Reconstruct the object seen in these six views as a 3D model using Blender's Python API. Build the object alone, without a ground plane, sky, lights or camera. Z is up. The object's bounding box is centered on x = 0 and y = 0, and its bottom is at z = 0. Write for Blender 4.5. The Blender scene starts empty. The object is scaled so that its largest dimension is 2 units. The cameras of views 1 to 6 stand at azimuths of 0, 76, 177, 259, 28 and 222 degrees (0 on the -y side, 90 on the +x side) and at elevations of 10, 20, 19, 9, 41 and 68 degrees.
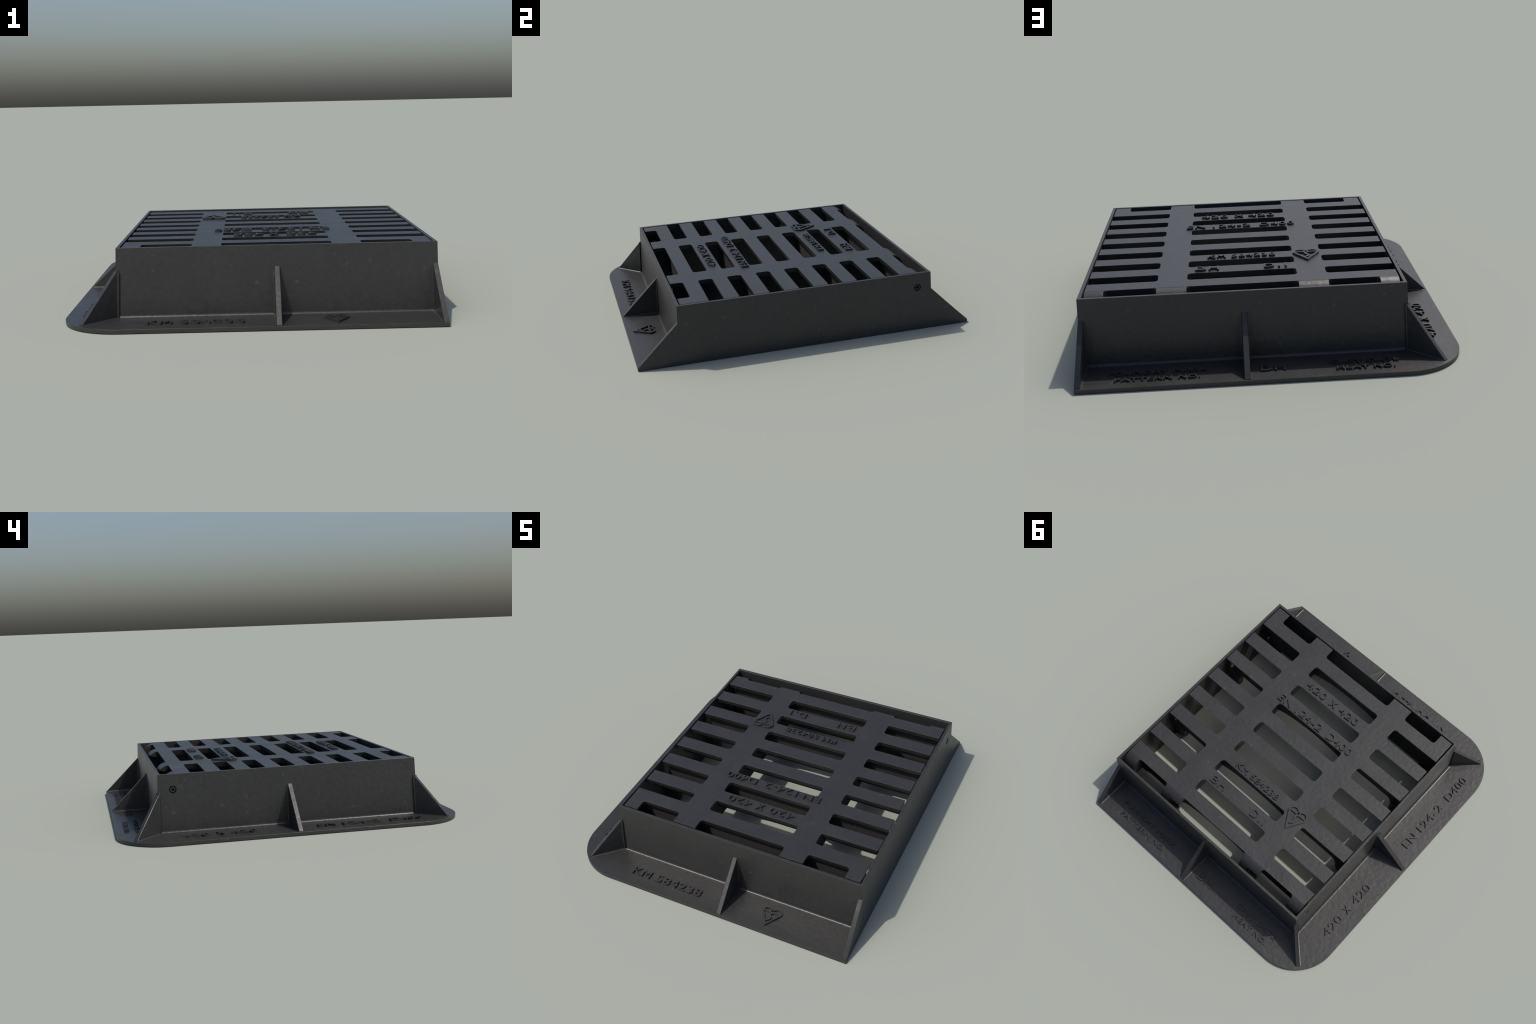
# Hinged ductile-iron road drain: a deep square frame with a three-sided
# flange and triangular ribs, holding a slotted grate with raised lettering.
import bpy, bmesh, math
from mathutils import Vector, Matrix
from mathutils.geometry import tessellate_polygon

TOP = 0.352            # rim of the frame
GTOP = 0.3508          # top face of the grate
CX = 0.1213            # centre of the square frame in x
FLZ = 0.0185            # top of the flange
IN_X0, IN_X1, IN_Y = -0.6200, 0.8612, 0.7415      # inside of the walls
OUT_X0, OUT_X1, OUT_Y = -0.6350, 0.8772, 0.7572   # outside of the walls at the rim
DRAFT = 0.0125 / TOP   # the outer faces lean out by this much per metre of depth


def out_y(z): return OUT_Y + (TOP - z) * DRAFT
def out_x0(z): return OUT_X0 - (TOP - z) * DRAFT
def out_x1(z): return OUT_X1 + (TOP - z) * DRAFT * 0.88


# ------------------------------------------------------------------ materials
def iron(name, base, rough, bump=0.20, light=1.0):
    m = bpy.data.materials.new(name)
    m.use_nodes = True
    nt = m.node_tree
    N, L = nt.nodes, nt.links
    b = N["Principled BSDF"]
    tc = N.new("ShaderNodeTexCoord")

    def noise(scale, detail, r=0.55, dist=0.0):
        n = N.new("ShaderNodeTexNoise")
        n.inputs["Scale"].default_value = scale
        n.inputs["Detail"].default_value = detail
        n.inputs["Roughness"].default_value = r
        n.inputs["Distortion"].default_value = dist
        L.new(tc.outputs["Object"], n.inputs["Vector"])
        return n

    def ramp(src, p0, p1, c0, c1):
        r = N.new("ShaderNodeValToRGB")
        r.color_ramp.elements[0].position = p0
        r.color_ramp.elements[1].position = p1
        r.color_ramp.elements[0].color = (*c0, 1)
        r.color_ramp.elements[1].color = (*c1, 1)
        L.new(src, r.inputs["Fac"])
        return r

    grain = noise(46, 4)
    patch = noise(5.5, 3)
    fine = noise(170, 3)
    lump = noise(40, 1.2, 0.45, 0.0)
    c0 = [c * 0.86 for c in base]
    c1 = [c * 1.14 for c in base]
    col = ramp(grain.outputs["Fac"], 0.3, 0.7, c0, c1)
    tone = ramp(patch.outputs["Fac"], 0.3, 0.72, (0.93, 0.93, 0.93), (1.07, 1.06, 1.05))
    mul = N.new("ShaderNodeMix"); mul.data_type = "RGBA"; mul.blend_type = "MULTIPLY"
    mul.inputs["Factor"].default_value = 1.0
    L.new(col.outputs["Color"], mul.inputs["A"]); L.new(tone.outputs["Color"], mul.inputs["B"])
    # sparse pale scuffs, as on a handled casting
    cell = N.new("ShaderNodeTexVoronoi"); cell.inputs["Scale"].default_value = 12.0
    cell.inputs["Randomness"].default_value = 1.0
    wob = noise(40, 2)
    add = N.new("ShaderNodeVectorMath"); add.operation = "MULTIPLY_ADD"
    add.inputs[1].default_value = (0.03, 0.03, 0.03)
    L.new(wob.outputs["Color"], add.inputs[0]); L.new(tc.outputs["Object"], add.inputs[2])
    L.new(add.outputs["Vector"], cell.inputs["Vector"])
    spot = ramp(cell.outputs["Distance"], 0.05, 0.14, (1, 1, 1), (0, 0, 0))
    keep = N.new("ShaderNodeMath"); keep.operation = "GREATER_THAN"; keep.inputs[1].default_value = 0.40
    sep = N.new("ShaderNodeSeparateColor"); L.new(cell.outputs["Color"], sep.inputs["Color"])
    L.new(sep.outputs["Red"], keep.inputs[0])
    sm = N.new("ShaderNodeMath"); sm.operation = "MULTIPLY"
    L.new(spot.outputs["Color"], sm.inputs[0]); L.new(keep.outputs["Value"], sm.inputs[1])
    sf = N.new("ShaderNodeMath"); sf.operation = "MULTIPLY"; sf.inputs[1].default_value = 0.20 * light
    L.new(sm.outputs["Value"], sf.inputs[0])
    mix = N.new("ShaderNodeMix"); mix.data_type = "RGBA"
    L.new(sf.outputs["Value"], mix.inputs["Factor"])
    L.new(mul.outputs["Result"], mix.inputs["A"])
    mix.inputs["B"].default_value = (0.13, 0.13, 0.125, 1)
    L.new(mix.outputs["Result"], b.inputs["Base Color"])
    rr = ramp(patch.outputs["Fac"], 0.25, 0.75, (rough - 0.05,) * 3, (rough + 0.06,) * 3)
    L.new(rr.outputs["Color"], b.inputs["Roughness"])
    # sand-cast skin: shallow lumps plus fine grain
    hm = N.new("ShaderNodeMath"); hm.operation = "MULTIPLY_ADD"; hm.inputs[1].default_value = 0.10
    L.new(fine.outputs["Fac"], hm.inputs[0]); L.new(lump.outputs["Fac"], hm.inputs[2])
    bp = N.new("ShaderNodeBump")
    bp.inputs["Strength"].default_value = bump
    bp.inputs["Distance"].default_value = 0.006
    L.new(hm.outputs["Value"], bp.inputs["Height"])
    L.new(bp.outputs["Normal"], b.inputs["Normal"])
    b.inputs["Metallic"].default_value = 0.0
    b.inputs["Specular IOR Level"].default_value = 0.48
    return m


IRON = iron("cast_iron", (0.0265, 0.0265, 0.0265), 0.39)
IRON_TOP = iron("worn_cast_iron", (0.0265, 0.0265, 0.0265), 0.39, 0.17)
STEEL = iron("pin_steel", (0.028, 0.028, 0.028), 0.45, 0.15, 0.3)
ROUGH = iron("glint_muted_cast_iron", (0.0265, 0.0265, 0.0265), 0.75, 0.15, 0.0)  # same iron, roughness raised to mute sun glints seen through the slots
DARK = iron("dark_recess", (0.012, 0.012, 0.012), 0.6, 0.1, 0.0)

root = bpy.data.objects.new("drain_grating", None)
bpy.context.collection.objects.link(root)
root["label"] = "dark cast iron hinged road drain grate in flanged frame"
root["category"] = "drain grating"


def put(name, mesh, parent, mat, smooth=None):
    for p in mesh.polygons:
        p.use_smooth = smooth is not None
    mesh.materials.append(mat)
    o = bpy.data.objects.new(name, mesh)
    bpy.context.collection.objects.link(o)
    o.parent = parent
    if smooth is not None:
        mesh.set_sharp_from_angle(angle=math.radians(smooth))
    return o


def from_bm(bm, name):
    bmesh.ops.recalc_face_normals(bm, faces=bm.faces)
    me = bpy.data.meshes.new(name)
    bm.to_mesh(me)
    bm.free()
    return me


# ------------------------------------------------------------- shape helpers
def area(loop):
    return 0.5 * sum(a[0] * b[1] - b[0] * a[1] for a, b in zip(loop, loop[1:] + loop[:1]))


def inset(loop, d):
    """Moves a closed loop towards its left (inside, if counter-clockwise)."""
    res, n = [], len(loop)
    for i in range(n):
        p, q, r = Vector(loop[i - 1]), Vector(loop[i]), Vector(loop[(i + 1) % n])
        a, b = (q - p).normalized(), (r - q).normalized()
        na, nb = Vector((-a.y, a.x)), Vector((-b.y, b.x))
        m = na + nb
        k = d / max(0.3, 1 + na.dot(nb))
        res.append((q.x + m.x * k, q.y + m.y * k))
    return res


def plate(bm, outer, holes, layers):
    """A flat plate with holes; layers = [(z, inset), ...] from the top down."""
    loops = [outer if area(outer) > 0 else outer[::-1]]
    loops += [h if area(h) < 0 else h[::-1] for h in holes]
    rings = []
    for z, d in layers:
        rings.append([[bm.verts.new((x, y, z)) for x, y in (inset(l, d) if d else l)] for l in loops])
    for up, lo in zip(rings, rings[1:]):
        for a, b in zip(up, lo):
            for i in range(len(a)):
                j = (i + 1) % len(a)
                bm.faces.new((a[i], b[i], b[j], a[j]))
    for ring, flip in ((rings[0], False), (rings[-1], True)):
        flat = [v for l in ring for v in l]
        tris = tessellate_polygon([[Vector((v.co.x, v.co.y, 0)) for v in l] for l in ring])
        for t in tris:
            f = [flat[i] for i in t]
            if len(set(f)) == 3:
                try:
                    bm.faces.new(f[::-1] if flip else f)
                except ValueError:
                    pass


def arc(cx, cy, r, a0, a1, n=6):
    return [(cx + r * math.cos(math.radians(a0 + (a1 - a0) * i / n)),
             cy + r * math.sin(math.radians(a0 + (a1 - a0) * i / n))) for i in range(n + 1)]


def round_rect(x0, x1, y0, y1, r, n=6):
    return (arc(x1 - r, y0 + r, r, -90, 0, n) + arc(x1 - r, y1 - r, r, 0, 90, n) +
            arc(x0 + r, y1 - r, r, 90, 180, n) + arc(x0 + r, y0 + r, r, 180, 270, n))


def prism(bm, pts, axis, lo, hi):
    """Extrudes a 2D profile along an axis: 'x' uses (y,z), 'y' uses (x,z), 'z' uses (x,y)."""
    def co(p, t):
        return {"x": (t, p[0], p[1]), "y": (p[0], t, p[1]), "z": (p[0], p[1], t)}[axis]
    a = [bm.verts.new(co(p, lo)) for p in pts]
    b = [bm.verts.new(co(p, hi)) for p in pts]
    for i in range(len(a)):
        j = (i + 1) % len(a)
        bm.faces.new((a[i], a[j], b[j], b[i]))
    bm.faces.new(a)
    bm.faces.new(b)


def hull(bm, groups):
    """Loft between equal-length closed sections, capped."""
    rings = [[bm.verts.new(p) for p in g] for g in groups]
    for a, b in zip(rings, rings[1:]):
        for i in range(len(a)):
            j = (i + 1) % len(a)
            bm.faces.new((a[i], a[j], b[j], b[i]))
    bm.faces.new(rings[0])
    bm.faces.new(rings[-1])


def fillet(bm, p, q, n1, n2, r, steps=6):
    """Concave casting fillet along the line p-q between faces with normals n1, n2."""
    p, q, n1, n2 = Vector(p), Vector(q), Vector(n1).normalized(), Vector(n2).normalized()
    rows = []
    for s in (p, q):
        c = s + r * (n1 + n2)
        row = [s + r * n2 - n1 * 0.0015]
        row += [c - r * (math.cos(math.pi / 2 * i / steps) * n1 + math.sin(math.pi / 2 * i / steps) * n2)
                for i in range(steps + 1)]
        row += [s + r * n1 - n2 * 0.0015]
        rows.append([bm.verts.new(v) for v in row])
    for i in range(len(rows[0]) - 1):
        bm.faces.new((rows[0][i], rows[0][i + 1], rows[1][i + 1], rows[1][i]))


# ----------------------------------------------------------------- the frame
def build_frame():
    bm = bmesh.new()
    E = 0.0006          # edge of the rim

    def rect(x0, x1, y, z):
        return [(x0, -y, z), (x1, -y, z), (x1, y, z), (x0, y, z)]
    zb = 0.001
    secs = [rect(IN_X0, IN_X1, IN_Y, zb),
            rect(IN_X0, IN_X1, IN_Y, TOP - E),
            rect(IN_X0 - E, IN_X1 + E, IN_Y + E, TOP),
            rect(OUT_X0 + E, OUT_X1 - E, OUT_Y - E, TOP),
            rect(OUT_X0, OUT_X1, OUT_Y, TOP - E),
            rect(out_x0(zb), out_x1(zb), out_y(zb), zb)]
    rings = [[bm.verts.new(p) for p in s] for s in secs]
    for a, b in zip(rings, rings[1:] + rings[:1]):
        for i in range(4):
            j = (i + 1) % 4
            bm.faces.new((a[i], a[j], b[j], b[i]))
    return put("frame", from_bm(bm, "frame"), root, IRON)


frame = build_frame()

# countersunk holes for the hinge pins, cut into both side walls
PIN_Y, PIN_Z = 0.6745, 0.2640
for wall_x in (out_x1(PIN_Z), out_x0(PIN_Z)):
    bm = bmesh.new()
    bmesh.ops.create_cone(bm, cap_ends=True, segments=40, radius1=0.0215, radius2=0.0215, depth=0.050,
                          matrix=Matrix.Translation((wall_x, PIN_Y, PIN_Z)) @ Matrix.Rotation(math.pi / 2, 4, "Y"))
    cut = put("hole_cutter", from_bm(bm, "hole_cutter"), None, DARK)
    md = frame.modifiers.new("hole", "BOOLEAN")
    md.object, md.operation, md.solver = cut, "DIFFERENCE", "EXACT"
    me = bpy.data.meshes.new_from_object(frame.evaluated_get(bpy.context.evaluated_depsgraph_get()))
    frame.modifiers.clear()
    frame.data = me
    bpy.data.objects.remove(cut)

for side, wall_x in ((1, out_x1(PIN_Z)), (-1, out_x0(PIN_Z))):
    prof = [(0.0, -0.030), (0.0090, -0.029), (0.0095, -0.0035), (0.0103, -0.0015), (0.0148, -0.0015),
            (0.0156, -0.0040), (0.0156, -0.0300)]
    bm = bmesh.new()
    n = 36
    rows = [[bm.verts.new((wall_x + side * d, PIN_Y + r * math.cos(2 * math.pi * k / n),
                           PIN_Z + r * math.sin(2 * math.pi * k / n))) for k in range(n)] for r, d in prof[1:]]
    c = bm.verts.new((wall_x + side * prof[0][1], PIN_Y, PIN_Z))
    for k in range(n):
        bm.faces.new((c, rows[0][k], rows[0][(k + 1) % n]))
        for a, b in zip(rows, rows[1:]):
            bm.faces.new((a[k], b[k], b[(k + 1) % n], a[(k + 1) % n]))
    put("hinge_pin", from_bm(bm, "hinge_pin"), frame, STEEL, 35)

# flange: three sides, rounded on the two free corners
FX, FY, FR = 0.8880, 1.0, 0.280
out = [(FX, -FY), (FX, FY)] + arc(-FX + FR, FY - FR, FR, 90, 180, 24) + arc(-FX + FR, -FY + FR, FR, 180, 270, 24)
bm = bmesh.new()
h = 0.008
hole = [(IN_X0 - h, -IN_Y - h), (IN_X1 + h, -IN_Y - h), (IN_X1 + h, IN_Y + h), (IN_X0 - h, IN_Y + h)]
plate(bm, out, [hole], [(FLZ, 0.0006), (FLZ - 0.0006, 0.0), (0.0, 0.0)])
put("flange", from_bm(bm, "flange"), frame, IRON, 30)

# casting fillets where wall and flange meet
FIL = 0.013
bm = bmesh.new()
yb, xb = out_y(FLZ), out_x0(FLZ)
for s in (-1, 1):
    fillet(bm, (xb, s * yb, FLZ), (out_x1(FLZ) - 0.004, s * yb, FLZ), (0, s, DRAFT), (0, 0, 1), FIL)
fillet(bm, (xb, -yb, FLZ), (xb, yb, FLZ), (-1, 0, DRAFT), (0, 0, 1), FIL)
put("casting_fillet", from_bm(bm, "casting_fillet"), frame, IRON, 60)

# ribs
RT, RZ = 0.026, 0.250     # thickness, height against the wall


def rib(start, direction, reach, inner, thick=RT):
    """Triangular gusset. start: foot on the wall, direction: horizontal unit vector."""
    d = Vector((direction[0], direction[1], 0)).normalized()
    w = Vector((-d.y, d.x, 0))
    s = Vector((start[0], start[1], 0))
    bm = bmesh.new()
    prof = [(-inner, FLZ - 0.002), (reach, FLZ - 0.002), (reach, FLZ + 0.003), (0.0, RZ), (-inner, RZ)]
    secs = []
    for k in (-1, 1):
        t = w * (k * thick / 2)
        secs.append([s + t + d * a + Vector((0, 0, z)) for a, z in prof])
    hull(bm, secs)
    bmesh.ops.bevel(bm, geom=[e for e in bm.edges if abs((e.verts[0].co - e.verts[1].co).dot(w)) < 1e-5
                              and min(v.co.z for v in e.verts) > FLZ + 0.001 and max((v.co - s).dot(d) for v in e.verts) > -inner + .001],
                    offset=0.002, segments=1, affect="EDGES")
    # fillets against flange and wall on both flanks, and a small flare at both ends
    for k in (-1, 1):
        foot = s + w * (k * (thick / 2 - 0.0008)) + Vector((0, 0, FLZ))
        fillet(bm, foot, foot + d * (reach - 0.004), w * k, (0, 0, 1), 0.008, 4)
        if inner < 0.03:
            f2 = s + w * (k * (thick / 2 - 0.0008)) + d * 0.001
            fillet(bm, f2 + Vector((0, 0, FLZ)) + d * 0.011, f2 + Vector((0, 0, RZ - 0.004)), w * k, d, 0.008, 4)
    return put("rib", from_bm(bm, "rib"), frame, IRON, 40)


wy = out_y(RZ)
wx = out_x0(RZ)
rib((CX, -wy), (0, -1), 0.992 - wy, 0.010)
rib((CX, wy), (0, 1), 0.992 - wy, 0.010)
rib((wx, 0.0), (-1, 0), 0.879 + wx, 0.010)
for s in (-1, 1):
    rib((wx + 0.004, s * (wy - 0.004)), (-0.151, s * 0.146), 0.2150, 0.006, 0.023)

# the two ribs that continue the plain side wall, flush with its leaning face
for s in (-1, 1):
    bm = bmesh.new()
    pts = [(out_y(FLZ), FLZ), (0.994, FLZ), (0.993, FLZ + 0.003), (out_y(RZ - .001), RZ - .001)]
    face = [(out_x1(z), s * y, z) for y, z in pts]
    back = [(out_x1(z) - RT * 0.9, s * y, z) for y, z in pts]
    hull(bm, [face, back])
    xi = out_x1(FLZ) - RT * 0.9
    fillet(bm, (xi, s * out_y(FLZ), FLZ), (xi, s * 0.985, FLZ), (-1, 0, 0), (0, 0, 1), 0.009, 4)
    fillet(bm, (xi, s * (out_y(FLZ) - 0.001), FLZ + 0.010), (out_x1(RZ) - RT * 0.9, s * (out_y(RZ) - 0.001), RZ - 0.006),
           (-1, 0, 0), (0, s, 0), 0.008, 4)
    put("rib", from_bm(bm, "rib"), frame, IRON, 40)

# brackets inside the frame, under the three deep bars, and hinge rests
PITCH, SLOT = 0.1755, 0.0865
BAR = {k: (k - 3.5) * PITCH for k in range(8)}          # bars A..H, y of the centre
for k, reach, top, wide in ((0, 0.125, 0.110, 0.046), (2, 0.078, 0.190, 0.034), (5, 0.078, 0.190, 0.034)):
    for x_wall, s in ((IN_X0, 1), (IN_X1, -1)):
        bm = bmesh.new()
        y = BAR[k]
        secs = []
        for d, hw in ((-0.006, wide), (reach * 0.6, wide * 0.85), (reach, wide * 0.55)):
            zt = top - max(0, d) * 0.5
            zb = 0.004 + max(0, d) * 0.30
            secs.append([(x_wall + s * d, y - hw, zb + 0.01), (x_wall + s * d, y - hw * 0.5, zb),
                         (x_wall + s * d, y + hw * 0.5, zb), (x_wall + s * d, y + hw, zb + 0.01),
                         (x_wall + s * d, y + hw, zt - 0.01), (x_wall + s * d, y + hw * 0.5, zt),
                         (x_wall + s * d, y - hw * 0.5, zt), (x_wall + s * d, y - hw, zt - 0.01)])
        hull(bm, secs)
        put("seat_bracket", from_bm(bm, "seat_bracket"), frame, ROUGH)
for k in (-1, 1):
    bm = bmesh.new()
    bmesh.ops.create_cone(bm, cap_ends=True, segments=28, radius1=0.022, radius2=0.022, depth=0.055,
                          matrix=Matrix.Translation((CX + k * 0.332 - 0.021, 0.712, 0.205)) @ Matrix.Rotation(math.pi / 2, 4, "Y"))
    put("hinge_knuckle", from_bm(bm, "hinge_knuckle"), frame, IRON, 40)

# ----------------------------------------------------------------- the grate
GX, GY = 0.7330, 0.7340        # half width, -y end
M1, M2, M3 = 0.2620, 0.4020, 0.6450   # spine from M1 to M2, corner tab from M3
HY = 0.6590                    # where the hinge tabs leave the last bar
R = 0.018
PT = 0.030                     # thickness of the plate


def notch_x(side, ymid):
    """Side slot, open at the edge, drawn as part of the outline."""
    xe, xi = CX + side * GX, CX + side * M2
    lo, hi = ymid - SLOT / 2, ymid + SLOT / 2
    if side > 0:
        return [(xe, lo)] + arc(xi + R, lo + R, R, 270, 180) + arc(xi + R, hi - R, R, 180, 90) + [(xe, hi)]
    return [(xe, hi)] + arc(xi - R, hi - R, R, 90, 0) + arc(xi - R, lo + R, R, 0, -90) + [(xe, lo)]


outline = [(CX - GX, -GY)]
inner0 = -HY
for a, b in ((-M3, -M2), (-M1, M1), (M2, M3)):
    outline += [(CX + a, -GY)] + arc(CX + a + R, inner0 - R, R, 180, 90) + arc(CX + b - R, inner0 - R, R, 90, 0) + [(CX + b, -GY)]
outline += [(CX + GX, -GY)]
for k in range(1, 8):
    outline += notch_x(1, (k - 4) * PITCH)
outline += [(CX + GX, HY), (CX - GX, HY)]
for k in range(7, 0, -1):
    outline += notch_x(-1, (k - 4) * PITCH)
slots = [round_rect(CX - M1, CX + M1, (k - 4) * PITCH - SLOT / 2, (k - 4) * PITCH + SLOT / 2, R) for k in range(1, 8)]
bm = bmesh.new()
plate(bm, outline, slots, [(GTOP, 0.0004), (GTOP - 0.0004, 0.0), (GTOP - PT, 0.0065)])
grate = put("grate", from_bm(bm, "grate"), root, IRON_TOP, 30)

# thin deep webs stand under the middle of both spines ...
WEB = 0.019                    # half thickness
z0 = GTOP - PT + 0.002
for k in (-1, 1):
    bm = bmesh.new()
    xc = CX + k * (M1 + M2) / 2
    prof = [(-0.712, z0), (-0.700, 0.140), (-0.640, 0.105), (0.560, 0.105), (0.640, 0.140), (0.655, z0)]
    prism(bm, prof, "x", xc - WEB, xc + WEB)
    for s in (-1, 1):
        fillet(bm, (xc + s * WEB, -0.70, GTOP - PT), (xc + s * WEB, 0.65, GTOP - PT), (s, 0, 0), (0, 0, -1), 0.014, 4)
    put("spine_web", from_bm(bm, "spine_web"), grate, IRON, 30)

# ... and under four of the bars, arched between the spines, with a foot at each end
SC = (M1 + M2) / 2
for k, mid, end, side in ((0, 0.196, 0.115, 0.075), (2, 0.184, 0.105, 0.170), (5, 0.184, 0.105, 0.170), (7, 0.200, 0.110, 0.085)):
    bm = bmesh.new()
    pts = [(-GX + 0.014, z0), (-GX + 0.020, 0.045), (-GX + 0.062, 0.040), (-GX + 0.070, min(0.090, side - 0.02)),
           (-GX + 0.085, side - 0.015), (-GX + 0.115, side), (-SC - 0.03, side), (-SC, end - 0.03)]
    half = list(pts)
    for i in range(1, 24):
        t = -1 + 2 * i / 24
        pts.append((t * SC, end + (mid - end) * (1 - abs(t) ** 2.4)))
    pts += [(-x, z) for x, z in half[::-1]]
    t0, t1 = {0: (-0.017, 0.008), 5: (-0.012, 0.020), 7: (-0.010, 0.020)}.get(k, (-0.012, 0.008))
    hull(bm, [[(CX + x, BAR[k] + t0, z) for x, z in pts], [(CX + x, BAR[k] + t1, z) for x, z in pts]])
    for s, t in ((-1, t0), (1, t1)):
        fillet(bm, (CX - GX + 0.02, BAR[k] + t, GTOP - PT), (CX + GX - 0.02, BAR[k] + t, GTOP - PT), (0, s, 0), (0, 0, -1), 0.014, 4)
    put("support_web", from_bm(bm, "support_web"), grate, ROUGH, 30)

# the plain bars are only stiffened by a shallow rib
for k in (1, 3, 4, 6):
    bm = bmesh.new()
    prof = [(BAR[k] - 0.010, z0), (BAR[k] - 0.007, 0.278), (BAR[k] + 0.007, 0.278), (BAR[k] + 0.010, z0)]
    prism(bm, prof, "x", CX - GX + 0.012, CX + GX - 0.012)
    put("bar_rib", from_bm(bm, "bar_rib"), grate, IRON)

# hinge tabs rolled over towards the pins
YC, RC = 0.6485, 0.0850
ZC = GTOP - RC
a0 = math.degrees(math.acos((HY - YC) / RC))


def roll(last):
    p = [(YC + RC * math.cos(math.radians(t)), ZC + RC * math.sin(math.radians(t)))
         for t in [a0 + (last - a0) * i / 16 for i in range(17)]]
    return p + [(HY + 0.012, p[-1][1] - 0.012), (HY, p[-1][1] - 0.010)]


for a, b in ((-GX, -M3), (-M2, -M1), (M1, M2), (M3, GX)):
    bm = bmesh.new()
    if b - a > 0.1:                       # over a spine: half of the tab is cut short
        m = a + 0.080
        prism(bm, roll(42), "x", CX + a, CX + m)
        prism(bm, roll(-30), "x", CX + m, CX + b)
    else:
        prism(bm, roll(-30), "x", CX + a, CX + b)
    # rounded corners between the tab and the last bar
    for x, s in ((a, -1), (b, 1)):
        if abs(x) > GX - 0.01:
            continue
        q = [(CX + x, HY)] + [(px, py) for px, py in arc(CX + x + s * R, HY + R, R, 270, 180 if s > 0 else 360)]
        prism(bm, q, "z", GTOP - PT, GTOP - 0.0025)
    put("hinge_tab", from_bm(bm, "hinge_tab"), grate, IRON_TOP, 35)


# ------------------------------------------------- raised lettering and marks
def lettering(words, base, cap, along, z, parent, mat, rise=0.0105):
    """One raised line. words: (text, left, right) along the reading direction; base/cap run across it."""
    bm = bmesh.new()
    for text, left, right in words:
        cu = bpy.data.curves.new("glyphs", "FONT")
        cu.body = text
        cu.size = 1.0
        cu.extrude = 0.5
        cu.space_character = 1.06
        cu.resolution_u = 5
        tmp = bpy.data.objects.new("tmp", cu)
        bpy.context.collection.objects.link(tmp)
        me = bpy.data.meshes.new_from_object(tmp.evaluated_get(bpy.context.evaluated_depsgraph_get()))
        bpy.data.objects.remove(tmp)
        bpy.data.curves.remove(cu)
        xs = [v.co.x for v in me.vertices]
        x0, x1 = min(xs), max(xs)
        capital = 0.729       # height of a capital in the built-in font
        for v in me.vertices:
            a = left + (right - left) * (v.co.x - x0) / (x1 - x0)
            b = base + (cap - base) * v.co.y / capital
            zz = z - 0.002 if v.co.z < 0 else z + rise
            v.co = (a, b, zz) if along == "x" else (b, a, zz)
        bm.from_mesh(me)
        bpy.data.meshes.remove(me)
    bmesh.ops.remove_doubles(bm, verts=bm.verts, dist=1e-5)
    return put("raised_lettering", from_bm(bm, "raised_lettering"), parent, mat)


G = (GTOP, grate, IRON_TOP)
lettering([("420", 0.333, 0.182), ("X", 0.144, 0.096), ("420", 0.065, -0.084)], -0.414, -0.463, "x", *G)
lettering([("EN", 0.412, 0.310), ("124-2", 0.268, 0.060), ("D400", 0.006, -0.186)], -0.229, -0.279, "x", *G)
lettering([("KM", 0.290, 0.199), ("584238", 0.170, -0.051)], 0.2925, 0.2515, "x", *G)
lettering([("B", 0.347, 0.295), ("H", 0.282, 0.233)], 0.4675, 0.4165, "x", *G)
lettering([("D", 0.011, -0.037), (".", -0.055, -0.066), ("I", -0.090, -0.098)], 0.4675, 0.4165, "x", *G)
F = (FLZ, frame, IRON)
lettering([("FOUNDRY", 0.748, 0.481), ("MARK", 0.453, 0.299)], 0.8880, 0.8575, "x", *F)
lettering([("PATTERN", 0.715, 0.459), ("NO.", 0.429, 0.334)], 0.9510, 0.9200, "x", *F)
lettering([("B", 0.059, 0.008), ("H", -0.005, -0.053)], 0.9205, 0.8670, "x", *F)
lettering([("CAST", -0.259, -0.405), ("DATE", -0.432, -0.574)], 0.8880, 0.8570, "x", *F)
lettering([("HEAT", -0.284, -0.429), ("NO.", -0.454, -0.548)], 0.9510, 0.9190, "x", *F)
lettering([("420", 0.650, 0.500), ("X", 0.460, 0.418), ("420", 0.378, 0.230)], -0.8060, -0.7540, "y", *F)
lettering([("EN", -0.121, -0.222), ("124-2", -0.268, -0.489), ("D400", -0.551, -0.743)], -0.8080, -0.7560, "y", *F)
lettering([("KM", -0.487, -0.371), ("584238", -0.332, -0.035)], -0.9300, -0.8750, "x", *F)


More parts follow.
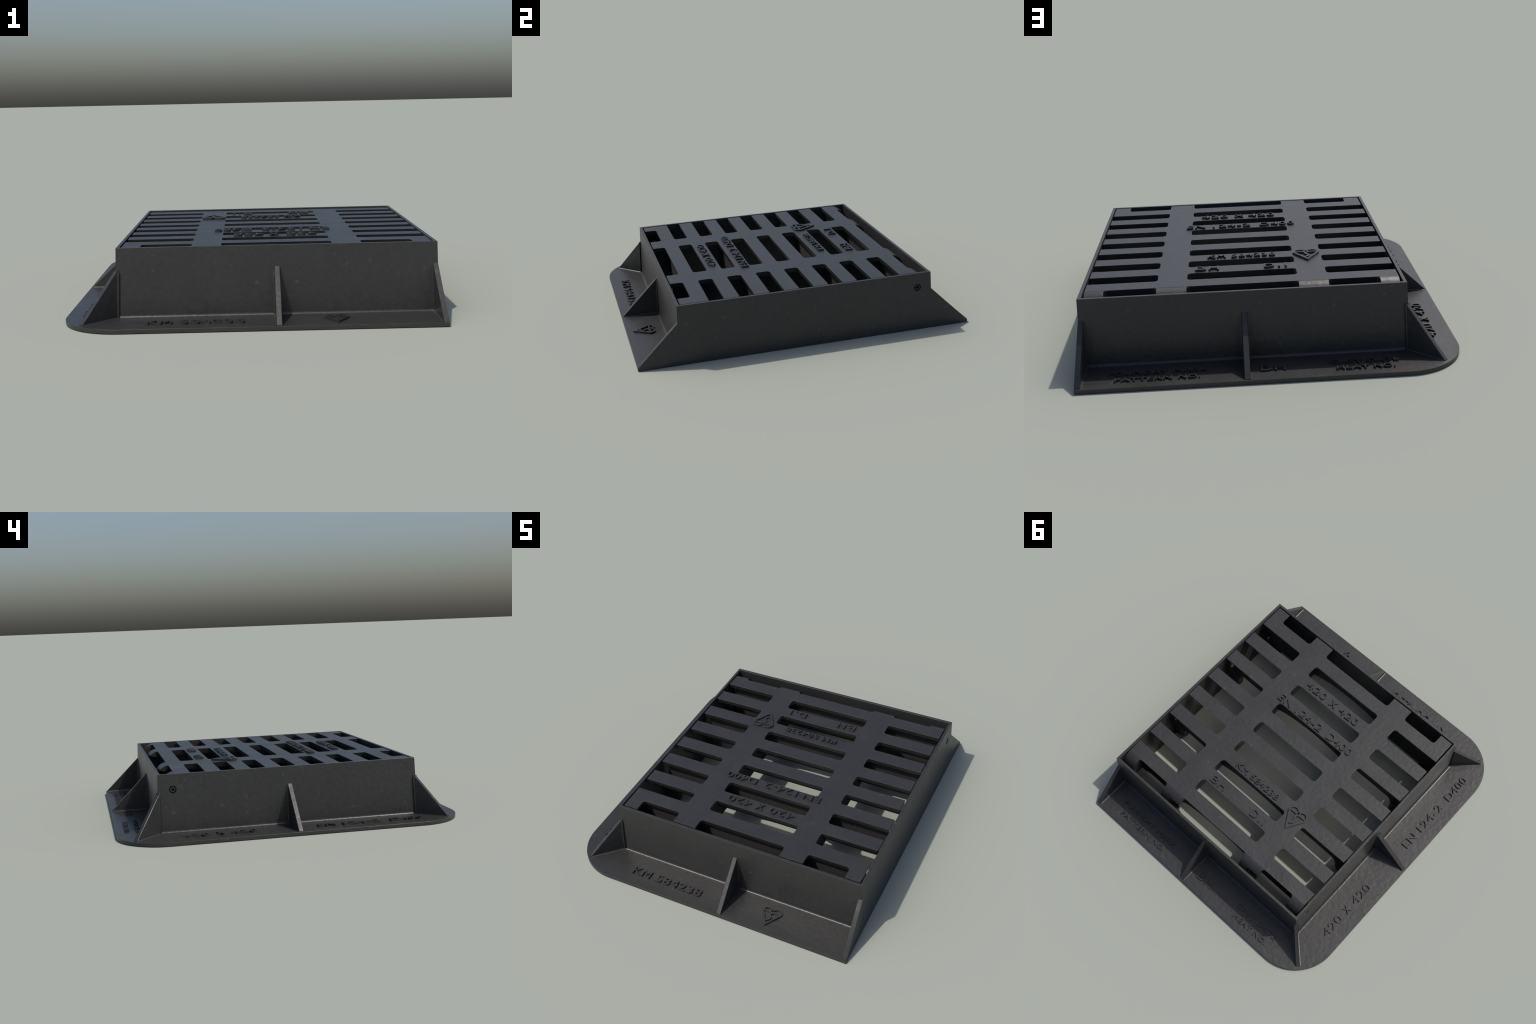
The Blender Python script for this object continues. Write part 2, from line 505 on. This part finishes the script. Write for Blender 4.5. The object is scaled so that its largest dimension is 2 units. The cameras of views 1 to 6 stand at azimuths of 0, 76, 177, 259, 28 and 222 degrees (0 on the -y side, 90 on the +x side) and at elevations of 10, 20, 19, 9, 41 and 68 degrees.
def stroke(bm, pts, width, z0, z1, closed=False):
    n = len(pts)
    P = [Vector(p) for p in pts]
    L, Rr = [], []
    for i in range(n):
        a = P[(i - 1) % n] if (closed or i) else P[i]
        b = P[(i + 1) % n] if (closed or i < n - 1) else P[i]
        t1 = (P[i] - a).normalized() if (P[i] - a).length else (b - P[i]).normalized()
        t2 = (b - P[i]).normalized() if (b - P[i]).length else t1
        m = Vector((-(t1.y + t2.y), t1.x + t2.x))
        k = width / 2 / max(0.25, m.length / 2) if m.length > 1e-6 else 0
        m = m.normalized() * min(k, width * 1.4)
        L.append(P[i] + m)
        Rr.append(P[i] - m)
    rows = [[bm.verts.new((*c, z)) for c in (l, r) for z in (z1, z0)] for l, r in zip(L, Rr)]
    for i in range(n if closed else n - 1):
        a, b = rows[i], rows[(i + 1) % n]
        for q in ((0, 2), (2, 3), (3, 1), (1, 0)):
            bm.faces.new((a[q[0]], a[q[1]], b[q[1]], b[q[0]]))
    if not closed:
        for r in (rows[0], rows[-1]):
            bm.faces.new((r[0], r[1], r[3], r[2]))


def heart_mark(cx, bar_y, width, tip, flip, z, parent, mat, rise=0.0105):
    """Two lobes over a triangle, a bar between them and a curl inside. flip=-1 turns it round."""
    bm = bmesh.new()
    w = width / 2
    r = w / 2
    sw = width * 0.085
    def P(x, y): return (cx + flip * x, bar_y + flip * y)
    lobes = [P(x, y) for x, y in arc(r, 0, r, -12, 180, 14) + arc(-r, 0, r, 0, 192, 14)]
    stroke(bm, lobes + [P(0, -tip)], sw, z - 0.002, z + rise, True)
    stroke(bm, [P(-w, 0), P(w, 0)], sw, z - 0.002, z + rise - 0.0006)
    stroke(bm, [P(0, -sw * 0.4), P(0, r * 0.42)], sw * 2.0, z - 0.002, z + rise - 0.0009)
    curl = [P(w * a, -tip * b) for a, b in ((0.22, 0.02), (0.02, 0.06), (-0.10, 0.14), (-0.06, 0.24), (0.08, 0.34),
                                            (0.16, 0.44), (0.10, 0.56), (-0.06, 0.64), (-0.26, 0.66))]
    stroke(bm, curl, sw * 1.1, z - 0.002, z + rise - 0.0012)
    return put("heart_mark", from_bm(bm, "heart_mark"), parent, mat)


heart_mark(0.3915, -0.8615, 0.108, 0.090, 1, *F)
heart_mark(-0.2085, 0.2690, 0.124, 0.108, -1, *G)
